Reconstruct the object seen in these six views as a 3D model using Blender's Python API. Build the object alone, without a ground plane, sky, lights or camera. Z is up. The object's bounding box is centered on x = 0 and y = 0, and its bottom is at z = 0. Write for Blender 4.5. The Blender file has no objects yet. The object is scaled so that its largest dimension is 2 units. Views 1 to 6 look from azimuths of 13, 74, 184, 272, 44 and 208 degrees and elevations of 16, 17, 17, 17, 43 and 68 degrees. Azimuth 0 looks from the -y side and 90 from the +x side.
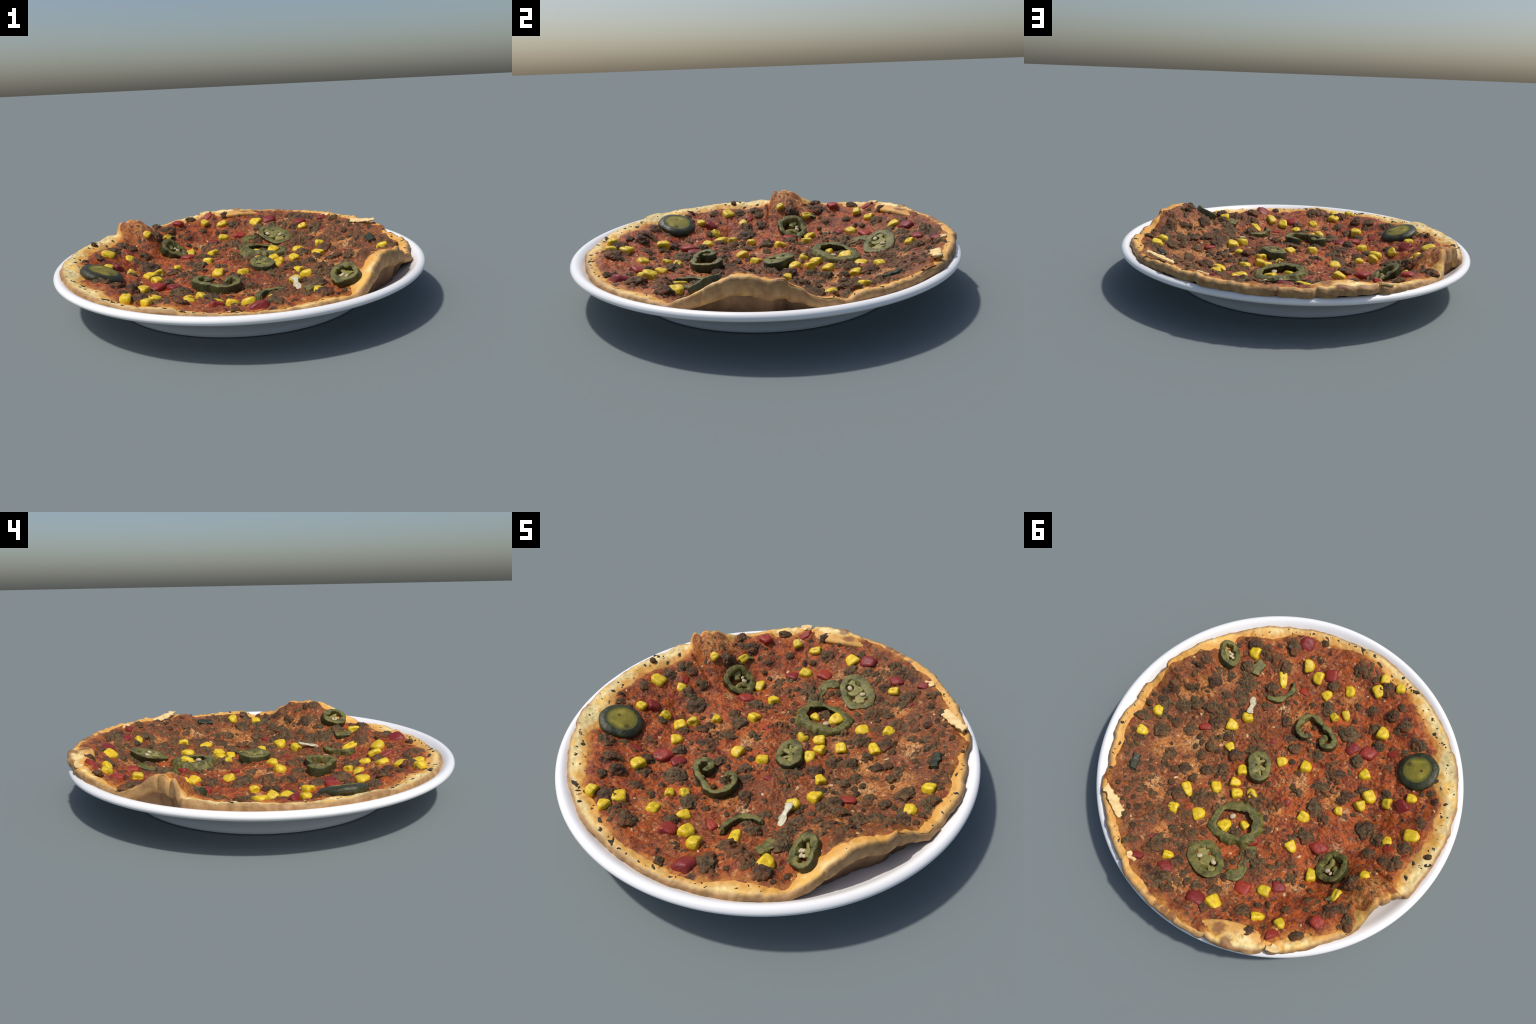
# ---------------------------------------------------------------- shape rules
import numpy as np

TAU = 2.0 * np.pi


def hash01(i, j, k, seed):
    h = (i * 374761393 + j * 668265263 + k * 2147483647 + seed * 1274126177) & 0xFFFFFFFF
    h = ((h ^ (h >> 13)) * 1274126177) & 0xFFFFFFFF
    h = ((h ^ (h >> 16)) * 2246822519) & 0xFFFFFFFF
    return ((h ^ (h >> 15)) & 0xFFFFFF) / float(0xFFFFFF)


def noise(x, y, z=0.0, seed=0):
    """smooth value noise in -1..1 on numpy arrays"""
    x, y, z = np.broadcast_arrays(np.asarray(x, float), np.asarray(y, float), np.asarray(z, float))
    i, j, k = (np.floor(a).astype(np.int64) for a in (x, y, z))
    u, v, w = x - i, y - j, z - k
    u, v, w = (a * a * a * (a * (a * 6 - 15) + 10) for a in (u, v, w))
    out = 0.0
    for a in (0, 1):
        for b in (0, 1):
            for c in (0, 1):
                wt = (u if a else 1 - u) * (v if b else 1 - v) * (w if c else 1 - w)
                out = out + wt * hash01(i + a, j + b, k + c, seed)
    return out * 2 - 1


def fbm(x, y, z=0.0, seed=0, octaves=3, gain=0.5):
    s, a, t = 0.0, 1.0, 0.0
    for o in range(octaves):
        f = 2.03**o
        s = s + a * noise(np.asarray(x) * f + 17.3 * o, np.asarray(y) * f - 9.1 * o, np.asarray(z) * f, seed + o)
        t += a
        a *= gain
    return s / t


def smooth(a, b, x):
    t = np.clip((x - a) / (b - a), 0, 1)
    return t * t * (3 - 2 * t)


# control points round the rim: (degrees, value)
RIM_RADIUS = [(1, .932), (6, .928), (11, .941), (17, .946), (21, .939), (27, .944), (31, .938), (36, .962), (40, .968), (44, .960),
              (51, .965), (60, .971), (65, .979), (68, .992), (77, .992), (83, .992), (90, .996), (97, .994), (98.4, .988), (101, .996),
              (105, 1.0), (110, .998), (114.5, .989), (115.8, .979), (117, .988), (123, .981), (130, .969), (135, .957), (141, .956), (145, .945),
              (149, .915), (153, .903), (156, .914), (159, .929), (161, .938), (163, .955), (170, .954), (178, .954), (189, .962), (200, .967),
              (207, .965), (219, .955), (230, .949), (241, .942), (254, .940), (264, .934), (270, .926), (279, .926), (287, .930), (296, .929),
              (304, .930), (313, .931), (319, .921), (326, .900), (332, .880), (336, .871), (341, .877), (346, .890), (350, .888), (354, .902),
              (356, .910), (358, .932)]
RIM_HEIGHT = [(1, .235), (5, .212), (10, .246), (20, .238), (27, .238), (38, .256), (46, .262), (60, .266), (75, .264), (90, .263), (97, .264),
              (101, .272), (108, .278), (115, .274), (120, .260), (130, .242), (138, .224), (143, .230), (147, .260), (151, .305), (155, .324),
              (159, .310), (161.2, .262), (163, .252), (172, .246), (182, .244), (197, .234), (210, .236), (229, .226), (242, .219), (255, .213), (262, .212),
              (277, .206), (290, .208), (303, .213), (311, .206), (317, .203), (321, .230), (326, .268), (330, .294), (335, .310), (340, .315), (346, .314),
              (348.7, .310), (349.7, .290), (353, .275), (354.6, .255), (357, .240)]
# where the tomato sauce stops, as a distance in from the rim
BARE_WIDTH = [(2, .042), (10, .055), (20, .052), (28, .034), (33, .012), (42, .045), (50, .042), (60, .045), (70, .038), (80, .034), (90, .028),
              (98, .030), (103, .085), (109, .120), (114, .060), (117, .040), (122, .070), (127, .080), (133, .036), (141, .040), (146, .065), (149, .022),
              (153, .022), (160, .030), (163, .085), (170, .095), (176, .088), (183, .070), (190, .085), (197, .080), (204, .115), (212, .120), (218, .065), (226, .085),
              (235, .088), (242, .055), (250, .078), (258, .066), (266, .050), (274, .044), (282, .060), (290, .042), (298, .062), (305, .080), (312, .050),
              (317, .030), (322, .085), (330, .066), (338, .046), (345, .030), (350, .014), (354, .040)]
BOWL = [(0, .106), (.15, .106), (.3, .101), (.45, .099), (.53, .102), (.62, .124), (.7, .148), (.8, .180), (.9, .213), (.97, .236), (1.05, .250)]
DISH = [(0, .036), (.42, .037), (.52, .045), (.62, .070), (.72, .100), (.82, .128), (.90, .152), (.935, .170), (.955, .194)]


def around(points, deg):
    a, v = np.array(points, float).T
    a = np.concatenate([a[-3:] - 360, a, a[:3] + 360])
    v = np.concatenate([v[-3:], v, v[:3]])
    deg = np.asarray(deg, float) % 360
    # monotone cubic through the control points
    h = np.diff(a)
    d = np.diff(v) / h
    m = np.zeros_like(v)
    same = d[:-1] * d[1:] > 0
    w1, w2 = 2 * h[1:] + h[:-1], h[1:] + 2 * h[:-1]
    with np.errstate(divide="ignore", invalid="ignore"):
        m[1:-1] = np.where(same, (w1 + w2) / (w1 / d[:-1] + w2 / d[1:]), 0)
    i = np.clip(np.searchsorted(a, deg) - 1, 0, len(h) - 1)
    t = (deg - a[i]) / h[i]
    return ((1 + 2 * t) * (1 - t) ** 2 * v[i] + t * (1 - t) ** 2 * h[i] * m[i] + t * t * (3 - 2 * t) * v[i + 1] + t * t * (t - 1) * h[i] * m[i + 1])


def curve(points, x):
    a, v = np.array(points, float).T
    n = 12  # soften the polyline
    x = np.asarray(x, float)
    return sum(np.interp(x + s, a, v) for s in np.linspace(-.035, .035, n)) / n


SEAMS = [(153.2, .010), (157.4, .014), (3.4, .010), (64.0, .008), (88.0, .009), (98.2, .010), (115.8, .012), (349.2, .009), (327.0, .006), (161.2, .016)]


def rim_radius(deg):
    r = around(RIM_RADIUS, deg)
    a = np.radians(deg)
    r = r + .0035 * noise(np.cos(a) * 16, np.sin(a) * 16, 0, 5) + .002 * noise(np.cos(a) * 40, np.sin(a) * 40, 0, 6)
    for s, depth in SEAMS:
        r = r - depth * np.exp(-(((np.asarray(deg) - s + 180) % 360 - 180) / .45) ** 2)
    return r


def bump(x, y, cx, cy, sx, sy, rot):
    c, s = np.cos(rot), np.sin(rot)
    u, v = (x - cx) * c + (y - cy) * s, -(x - cx) * s + (y - cy) * c
    return np.exp(-((u / sx) ** 2) - (v / sy) ** 2)


# broad swells and hollows: x, y, height, spread
SWELLS = [(.62, -.28, .056), (.48, -.38, .031), (.50, -.12, .032), (.78, -.30, .006), (-.64, .33, .014), (-.45, .42, -.048), (-.60, -.05, -.044), (-.62, -.22, .010), (-.10, -.80, .020),
          (.20, -.78, .007), (-.45, -.62, .032), (.80, .02, .005), (-.60, .56, .015), (.40, .40, .008), (.55, -.60, .014), (.20, .72, .012), (-.35, 0, -.007), (.35, -.60, .010), (-.30, .70, -.017)]

KNOBS = [(-.38, .56, -.016, .07), (-.59, .12, -.020, .07), (-.50, -.40, -.014, .08), (-.72, -.10, .016, .10), (-.82, -.30, .014, .08), (-.80, -.48, .012, .08), (-.14, -.86, .008, .08), (.66, -.30, .010, .07),
         (-.800, .290, .028, .045), (-.705, .330, .012, .05), (.70, -.205, .012, .05), (-.60, .62, .010, .05)]


def top(x, y, rough=True):
    """height of the baked dough's upper side, toppings left out"""
    r = np.hypot(x, y)
    deg = np.degrees(np.arctan2(y, x))
    R = rim_radius(deg)
    s = r / R
    z = curve(BOWL, r) + (around(RIM_HEIGHT, deg) - curve(BOWL, R)) * smooth(.70, .95, s)
    for cx, cy, dz in SWELLS:
        z = z + dz * bump(x, y, cx, cy, .13, .13, 0)
    for cx, cy, dz, sp in KNOBS:
        z = z + dz * bump(x, y, cx, cy, sp, sp, 0)
    z = z - .034 * bump(x, y, -.775, .258, .10, .011, 2.82)  # gully where the fold is torn
    # creases across the crumpled side fold
    for d0, depth in ((153.2, .012), (157.4, .018)):
        z = z - depth * np.exp(-(((deg - d0 + 180) % 360 - 180) / 1.0) ** 2) * smooth(.80, .93, s)
    if rough:
        z = z + .007 * fbm(x * 20, y * 20, 0, 15, 2) * smooth(.84, .95, s) * smooth(-.5, .1, y + .3 * x)
        z = z + .0045 * fbm(x * 9, y * 9, 0, 11, 2) * smooth(1.0, .85, s)
        z = z + .0035 * noise(x * 26, y * 26, 0, 12) * smooth(0, .5, r)
    return z

import bpy
import math
import random
from mathutils import Matrix, Vector

rng = random.Random(7)
scene = bpy.context.scene


# ---------------------------------------------------------------- object helpers
def add(name, mesh, parent=None, mats=()):
    ob = bpy.data.objects.new(name, mesh)
    scene.collection.objects.link(ob)
    for m in mats:
        mesh.materials.append(m)
    if parent is not None:
        ob.parent = parent
    return ob


def build(name, verts, faces, smooth_shade=True, slots=None):
    me = bpy.data.meshes.new(name)
    me.from_pydata([tuple(map(float, v)) for v in verts], [], faces)
    me.polygons.foreach_set("use_smooth", [smooth_shade] * len(me.polygons))
    if slots is not None:
        me.polygons.foreach_set("material_index", slots)
    me.update()
    return me


def rings(name, P, closed_u=True, closed_v=False, cap=(False, False), slots=None):
    """quad mesh from an array of shape (rows, cols, 3); cols wrap round"""
    P = np.asarray(P, float)
    n, m, _ = P.shape
    verts = P.reshape(-1, 3)
    i = np.arange(n if closed_v else n - 1)[:, None]
    j = np.arange(m if closed_u else m - 1)[None, :]
    a, b = i * m + j, i * m + (j + 1) % m
    i2 = (i + 1) % n
    c, d = i2 * m + (j + 1) % m, i2 * m + j
    faces = np.stack(np.broadcast_arrays(a, b, c, d), -1).reshape(-1, 4)
    f = faces.tolist()
    sl = None if slots is None else np.repeat(np.asarray(slots)[: len(i)], j.shape[1]).tolist()
    if cap[0]:
        f.append(list(range(m))[::-1])
    if cap[1]:
        f.append([(n - 1) * m + q for q in range(m)])
    if sl is not None:
        sl += [slots[0]] * cap[0] + [slots[-1]] * cap[1]
    return build(name, verts, f, True, sl)


def normal_at(x, y, e=.03):
    gx = float(top(x + e, y, False) - top(x - e, y, False)) / (2 * e)
    gy = float(top(x, y + e, False) - top(x, y - e, False)) / (2 * e)
    return Vector((-gx, -gy, 1)).normalized()


def frame(x, y, z, rot, up, roll=0.0, pitch=0.0):
    q = Vector((0, 0, 1)).rotation_difference(up)
    return Matrix.Translation((x, y, z)) @ q.to_matrix().to_4x4() @ Matrix.Rotation(rot, 4, "Z") @ Matrix.Rotation(pitch, 4, "Y") @ Matrix.Rotation(roll, 4, "X")


# ---------------------------------------------------------------- node helpers
class Mat:
    def __init__(self, name, rough=.5):
        self.m = bpy.data.materials.new(name)
        self.m.use_nodes = True
        self.t = self.m.node_tree
        self.b = self.t.nodes["Principled BSDF"]
        self.b.inputs["Roughness"].default_value = rough
        self.co = self.t.nodes.new("ShaderNodeTexCoord").outputs["Object"]

    def put(self, sock, v):
        if isinstance(v, bpy.types.NodeSocket):
            self.t.links.new(v, sock)
        elif isinstance(v, (tuple, list)):
            sock.default_value = (*v, 1) if len(v) == 3 and len(sock.default_value) == 4 else v
        else:
            sock.default_value = v

    def noise(self, scale, detail=3, rough=.55, dist=0.0, off=0.0, vec=None):
        n = self.t.nodes.new("ShaderNodeTexNoise")
        mp = self.t.nodes.new("ShaderNodeMapping")
        mp.inputs["Location"].default_value = (off, off * .7, off * 1.3)
        self.t.links.new(vec or self.co, mp.inputs["Vector"])
        self.t.links.new(mp.outputs[0], n.inputs["Vector"])
        for k, v in (("Scale", scale), ("Detail", detail), ("Roughness", rough), ("Distortion", dist)):
            n.inputs[k].default_value = v
        return n.outputs["Fac"]

    def voronoi(self, scale, feature="F1", rnd=1.0):
        n = self.t.nodes.new("ShaderNodeTexVoronoi")
        n.feature = feature
        n.inputs["Scale"].default_value = scale
        n.inputs["Randomness"].default_value = rnd
        self.t.links.new(self.co, n.inputs["Vector"])
        return n.outputs["Distance"]

    def ramp(self, f, lo, hi, to=(0.0, 1.0)):
        n = self.t.nodes.new("ShaderNodeMapRange")
        n.interpolation_type = "SMOOTHSTEP"
        self.put(n.inputs["Value"], f)
        for k, v in (("From Min", lo), ("From Max", hi), ("To Min", to[0]), ("To Max", to[1])):
            self.put(n.inputs[k], v)
        return n.outputs[0]

    def math(self, op, a, b=0.0):
        n = self.t.nodes.new("ShaderNodeMath")
        n.operation = op
        self.put(n.inputs[0], a)
        self.put(n.inputs[1], b)
        return n.outputs[0]

    def mix(self, f, a, b, mode="MIX"):
        n = self.t.nodes.new("ShaderNodeMix")
        n.data_type = "RGBA"
        n.blend_type = mode
        self.put(n.inputs[0], f)
        self.put(n.inputs[6], a)
        self.put(n.inputs[7], b)
        return n.outputs[2]

    def rand(self):
        return self.t.nodes.new("ShaderNodeObjectInfo").outputs["Random"]

    def hsv(self, col, h=.5, s=1.0, v=1.0):
        n = self.t.nodes.new("ShaderNodeHueSaturation")
        for k, x in (("Hue", h), ("Saturation", s), ("Value", v), ("Color", col)):
            self.put(n.inputs[k], x)
        return n.outputs[0]

    def polar(self):
        s = self.t.nodes.new("ShaderNodeSeparateXYZ")
        self.t.links.new(self.co, s.inputs[0])
        x, y = s.outputs[0], s.outputs[1]
        r = self.math("SQRT", self.math("ADD", self.math("MULTIPLY", x, x), self.math("MULTIPLY", y, y)))
        a = self.math("DIVIDE", self.math("ARCTAN2", y, x), TAU)
        return r, self.math("FRACT", self.math("ADD", a, 1.0)), x, y

    def curve(self, f, points, lo, span):
        n = self.t.nodes.new("ShaderNodeFloatCurve")
        c = n.mapping.curves[0]
        pts = [(p[0] / 360, (p[1] - lo) / span) for p in points]
        wrap = pts[0][1] + (pts[-1][1] - pts[0][1]) * pts[0][0] / (pts[0][0] + 1 - pts[-1][0])
        c.points[0].location = (0, wrap)
        c.points[1].location = (1, wrap)
        for p in pts:
            c.points.new(*p)
        for p in c.points:
            p.handle_type = "VECTOR"
        n.mapping.update()
        self.put(n.inputs["Value"], f)
        return self.math("ADD", self.math("MULTIPLY", n.outputs[0], span), lo)

    def spot(self, x, y, cx, cy, r, soft=.5, wob=None):
        d = self.math("SQRT", self.math("ADD", self.math("POWER", self.math("SUBTRACT", x, cx), 2.0), self.math("POWER", self.math("SUBTRACT", y, cy), 2.0)))
        if wob is not None:
            d = self.math("ADD", d, wob)
        return self.ramp(d, r * (1 + soft), r * (1 - soft))

    def bump(self, h, dist, strength=1.0, prev=None):
        n = self.t.nodes.new("ShaderNodeBump")
        n.inputs["Distance"].default_value = dist
        n.inputs["Strength"].default_value = strength
        self.put(n.inputs["Height"], h)
        if prev is not None:
            self.t.links.new(prev, n.inputs["Normal"])
        return n.outputs[0]

    def done(self, col, normal=None, rough=None, **kw):
        self.put(self.b.inputs["Base Color"], col)
        if normal is not None:
            self.t.links.new(normal, self.b.inputs["Normal"])
        if rough is not None:
            self.put(self.b.inputs["Roughness"], rough)
        for k, v in kw.items():
            self.put(self.b.inputs[k.replace("_", " ")], v)
        return self.m


# ---------------------------------------------------------------- materials
def porcelain():
    m = Mat("white_porcelain", .28)
    n = m.noise(3, 2)
    return m.done(m.mix(n, (.86, .85, .84), (.90, .89, .88)), Coat_Weight=.3, Coat_Roughness=.12)


def dough_top():
    m = Mat("baked_dough", .62)
    r, a, x, y = m.polar()
    R = m.curve(a, RIM_RADIUS, .85, .2)
    W = m.curve(a, BARE_WIDTH, 0.0, .2)
    n1, n2, n3 = m.noise(14, 4), m.noise(55, 4, off=3), m.noise(160, 3, off=7)
    edge = m.math("SUBTRACT", R, r)
    wob = m.math("MULTIPLY", m.math("SUBTRACT", n1, .5), .06)
    out = m.math("ADD", m.math("SUBTRACT", W, edge), wob)  # <0: outside the sauce is at edge < W
    col = m.mix(m.ramp(n2, .3, .7), (.82, .60, .23), (.90, .74, .37))
    col = m.mix(m.ramp(n1, .48, .66, (0, .8)), col, (.84, .48, .07))
    col = m.mix(m.math("MULTIPLY", m.ramp(m.math("ADD", x, m.math("MULTIPLY", m.math("SUBTRACT", n1, .5), 1.2)), .25, .85), .6), col, (.74, .40, .075))
    # oily orange stain next to the sauce
    stain = m.ramp(m.math("SUBTRACT", m.math("MULTIPLY", out, -1.0), m.math("MULTIPLY", wob, -1.6)), -.050, -.002)
    col = m.mix(m.math("MULTIPLY", stain, .85), col, m.mix(n2, (.56, .20, .03), (.74, .40, .06)))
    # browned outer side
    side = m.ramp(m.math("ADD", edge, m.math("MULTIPLY", wob, .5)), .030, .006)
    tan = m.mix(m.ramp(m.noise(22, 5, off=2), .3, .72), (.30, .155, .054), (.47, .275, .105))
    tan = m.mix(m.ramp(n3, .62, .75, (0, .5)), tan, (.28, .14, .05))
    col = m.mix(side, col, tan)
    # toasted patches, strongest where the rim stands high at the back
    toast = m.ramp(m.noise(20, 3, off=11), .60, .74)
    back = m.math("MULTIPLY", m.ramp(y, .35, .8), .55)
    col = m.mix(m.math("MULTIPLY", toast, m.math("ADD", back, .25)), col, m.mix(n2, (.20, .06, .018), (.48, .19, .045)))
    blister = None
    for cx, cy, rr in ((-.249, .938, .030), (-.182, .900, .032), (.092, .960, .022), (.044, .968, .024), (.139, .952, .020), (.20, .925, .018)):
        s = m.spot(x, y, cx, cy, rr, .45, m.math("MULTIPLY", m.math("SUBTRACT", n2, .5), .04))
        blister = s if blister is None else m.math("MAXIMUM", blister, s)
    col = m.mix(m.math("MULTIPLY", blister, .8), col, (.20, .065, .025))
    # the side fold and the lifted front lip carry cheese grease
    fold = m.spot(x, y, -.73, .34, .085, .5, wob)
    col = m.mix(m.math("MULTIPLY", fold, .8), col, m.mix(n1, (.48, .17, .04), (.64, .36, .11)))
    # pepper specks
    col = m.mix(m.ramp(m.noise(110, 2, off=19), .72, .75, (0, .8)), col, (.10, .05, .025))
    nor = m.bump(n2, .004, .5, m.bump(n3, .0015, .5))
    return m.done(col, nor)


def dough_under():
    m = Mat("browned_base", .75)
    n = m.noise(9, 5, dist=.6)
    col = m.mix(m.ramp(n, .3, .7), (.16, .085, .04), (.33, .19, .09))
    return m.done(col, m.bump(m.noise(60, 4), .003, .6))


def sauce():
    m = Mat("tomato_sauce", .4)
    r, a, x, y = m.polar()
    R = m.curve(a, RIM_RADIUS, .85, .2)
    W = m.curve(a, BARE_WIDTH, 0.0, .2)
    big, mid, fine, grit = m.noise(5, 3), m.noise(19, 5, .6, .4, off=5), m.noise(60, 5, .65, off=9), m.noise(190, 3, off=2)
    wob = m.math("MULTIPLY", m.math("SUBTRACT", mid, .5), .09)
    col = m.mix(m.ramp(mid, .36, .62), (.190, .029, .008), (.47, .092, .013))
    col = m.mix(m.ramp(fine, .52, .70, (0, .75)), col, (.50, .155, .030))
    # browner, meat-stained half towards +x
    lean = m.math("ADD", m.math("ADD", x, m.math("MULTIPLY", y, .35)), m.math("MULTIPLY", m.math("SUBTRACT", big, .5), 2.2))
    col = m.mix(m.ramp(lean, -.25, .75, (.0, .66)), col, m.mix(m.ramp(fine, .35, .65), (.085, .038, .016), (.22, .085, .030)))
    # melted cheese: broad pools and small streaks
    pool = None
    for cx, cy, rr in ((.55, .10, .07), (.63, .21, .06), (.43, .24, .07), (.56, -.33, .05), (.62, -.20, .05), (.40, -.02, .05), (.07, -.36, .06), (.26, .27, .05),
                       (-.13, .02, .05), (-.33, -.02, .05), (.53, .45, .06), (-.12, -.62, .05), (.30, -.60, .035), (-.05, .70, .05), (.12, .80, .05), (-.75, .34, .08), (-.70, .42, .05), (.70, -.12, .05), (-.36, .50, .04), (.36, .62, .04), (-.10, .21, .03)):
        s = m.spot(x, y, cx, cy, rr, .7, wob)
        pool = s if pool is None else m.math("MAXIMUM", pool, s)
    cheese = m.mix(m.ramp(fine, .35, .66), (.46, .125, .022), (.64, .30, .085))
    col = m.mix(m.math("MULTIPLY", pool, m.ramp(fine, .25, .55, (.45, .95))), col, cheese)
    streak = m.ramp(m.noise(27, 5, .6, 1.2, off=13), .57, .66)
    col = m.mix(m.math("MULTIPLY", streak, .85), col, m.mix(fine, (.40, .150, .038), (.64, .34, .13)))
    # paler cheese film still lying on the sauce
    film = None
    for cx, cy, rr in ((.19, .32, .035), (.19, -.36, .035), (-.12, -.04, .03), (-.05, .27, .03), (.39, -.06, .03), (.51, .09, .04), (-.42, .02, .03), (.57, .41, .035), (-.11, .69, .03), (-.15, .47, .025), (-.48, .22, .025), (-.41, .51, .025), (-.01, -.55, .025)):
        s = m.spot(x, y, cx, cy, rr, .8, wob)
        film = s if film is None else m.math("MAXIMUM", film, s)
    film = m.math("MULTIPLY", film, m.ramp(m.noise(48, 5, .65, .6, off=17), .44, .58, (.0, .9)))
    col = m.mix(film, col, m.mix(m.ramp(grit, .4, .6), (.52, .30, .115), (.72, .52, .27)))
    # dark roasted grains and herbs baked in
    col = m.mix(m.ramp(m.noise(36, 4, .65, .5, off=21), .55, .64, (0, .85)), col, m.mix(m.ramp(fine, .4, .6), (.060, .034, .016), (.150, .088, .042)))
    col = m.mix(m.ramp(m.noise(95, 2, off=31), .63, .69, (0, .85)), col, (.038, .028, .014))
    col = m.mix(m.ramp(fine, .44, .30, (0, .5)), col, (.070, .018, .009))
    col = m.mix(m.ramp(grit, .65, .71, (0, .65)), col, (.66, .42, .27))  # sparkling glints on the wet sauce, painted as pale dots
    # greasy orange rim where it thins out onto the dough
    inn = m.math("SUBTRACT", m.math("SUBTRACT", R, W), r)
    col = m.mix(m.ramp(m.math("ADD", inn, wob), .060, -.005, (0, .85)), col, m.mix(m.ramp(mid, .4, .6), (.27, .060, .016), (.62, .27, .040)))
    # scorched spots
    burn = None
    for cx, cy, rr in ((-.474, -.60, .032), (.34, -.80, .02), (.24, .845, .022), (.29, .83, .02), (.80, -.06, .02)):
        s = m.spot(x, y, cx, cy, rr, .5, m.math("MULTIPLY", wob, .5))
        burn = s if burn is None else m.math("MAXIMUM", burn, s)
    col = m.mix(m.math("MULTIPLY", burn, .85), col, (.045, .018, .014))
    nor = m.bump(mid, .012, .6, m.bump(fine, .008, .8, m.bump(grit, .004, .9)))
    return m.done(col, nor, m.ramp(fine, .35, .7, (.20, .50)), Specular_IOR_Level=.32)


def corn_skin():
    m = Mat("yellow_corn", .42)
    rd = m.rand()
    n = m.noise(1.3, 3)
    col = m.mix(m.ramp(n, .3, .7), (.66, .43, .008), (.83, .62, .020))
    col = m.mix(m.ramp(rd, .6, 1.0, (0, .4)), col, (.52, .40, .02))
    col = m.mix(m.ramp(m.noise(2.2, 4, off=9), .58, .72, (0, .55)), col, (.50, .23, .012))
    col = m.mix(m.ramp(m.noise(7.5, 2, off=4), .66, .70, (0, .85)), col, (.16, .055, .012))
    return m.done(col, m.bump(m.noise(3, 4), .006, .5), Subsurface_Weight=.08, Subsurface_Radius=(.02, .012, .003), Subsurface_Scale=.5)


def pepper_skin():
    m = Mat("red_pepper_skin", .42)
    rd = m.rand()
    n = m.noise(1.1, 4)
    col = m.mix(rd, (.20, .018, .018), (.37, .040, .018))
    col = m.mix(m.ramp(n, .45, .7, (0, .7)), col, (.15, .017, .020))
    col = m.mix(m.ramp(m.noise(4, 4, off=6), .60, .70, (0, .7)), col, (.10, .035, .02))
    return m.done(col, m.bump(m.noise(3, 4), .006, .6), Specular_IOR_Level=.35)


def meat(dark, local=True):
    m = Mat(("browned_mince" if not dark else "charred_mince") if local else "mince_bed", .66)
    k = 1.0 if local else 24.0
    n, g, h = m.noise(1.5 * k, 5, .65), m.noise(5.5 * k, 4, .7, off=8), m.noise(13 * k, 3, .6, off=3)
    lo, hi = ((.048, .030, .014), (.158, .102, .045)) if not dark else ((.042, .024, .014), (.120, .072, .036))  # base tones darkened to bake in the shade of the creases
    col = m.mix(m.ramp(n, .34, .64), lo, hi)
    col = m.mix(m.ramp(g, .52, .72, (0, .75)), col, (.29, .20, .095) if not dark else (.20, .13, .068))
    col = m.mix(m.ramp(g, .44, .32, (0, .7)), col, (.040, .024, .015))
    col = m.mix(m.ramp(h, .60, .72, (0, .5)), col, (.38, .27, .16))
    red = m.math("MULTIPLY", m.ramp(m.rand(), .0, 1.0, (.25, .8)), m.ramp(m.noise(1.1, 3, off=15), .42, .60)) if local else m.ramp(m.noise(9, 3, off=40), .42, .62, (0, .6))
    col = m.mix(red, col, m.mix(n, (.13, .034, .013), (.27, .095, .034)))
    return m.done(col, m.bump(g, .005, .9, m.bump(n, .008, .7)), m.ramp(g, .3, .7, (.48, .78)), Specular_IOR_Level=.25)


def green(name, c1, c2, rough, worn=.6):
    m = Mat(name, rough)
    n, g, k = m.noise(26, 5, .65, .4), m.noise(95, 4, .65, off=4), m.noise(48, 5, .7, .8, off=14)
    col = m.mix(m.ramp(n, .34, .66), c1, c2)
    col = m.mix(m.ramp(k, .55, .66, (0, worn)), col, (min(1, c2[0] * 1.35), c2[1] * 1.02, c2[2] * .75))
    col = m.mix(m.ramp(k, .44, .34, (0, .6)), col, tuple(v * .5 for v in c1))
    col = m.mix(m.ramp(g, .58, .70, (0, .6)), col, (c1[0] * .9, c1[1] * .6, c1[2] * .5))
    return m.done(col, m.bump(n, .006, .6, m.bump(g, .003, .8)), Specular_IOR_Level=.4)


def pickle_flesh():
    m = Mat("pickle_flesh", .55)
    n = m.noise(14, 3)
    col = m.mix(m.ramp(n, .32, .7), (.17, .145, .020), (.30, .245, .030))
    s = m.t.nodes.new("ShaderNodeSeparateXYZ")
    m.t.links.new(m.co, s.inputs[0])
    d = m.math("SQRT", m.math("ADD", m.math("POWER", s.outputs[0], 2.0), m.math("POWER", s.outputs[1], 2.0)))
    col = m.mix(m.ramp(m.math("ADD", d, m.math("MULTIPLY", m.math("SUBTRACT", n, .5), .04)), .052, .083), col, (.075, .080, .018))
    col = m.mix(m.spot(s.outputs[0], s.outputs[1], .020, -.012, .007, .5, m.math("MULTIPLY", m.math("SUBTRACT", m.noise(90, 3), .5), .02)), col, (.10, .040, .012))
    col = m.mix(m.spot(s.outputs[0], s.outputs[1], -.040, .040, .014, .6), col, (.085, .060, .014))
    return m.done(col, m.bump(n, .004, .4), Specular_IOR_Level=.3)


def plain(name, c1, c2, rough=.5, scale=40, **kw):
    m = Mat(name, rough)
    n = m.noise(scale, 4)
    return m.done(m.mix(m.ramp(n, .3, .7), c1, c2), m.bump(n, .003, .5), **kw)


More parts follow.
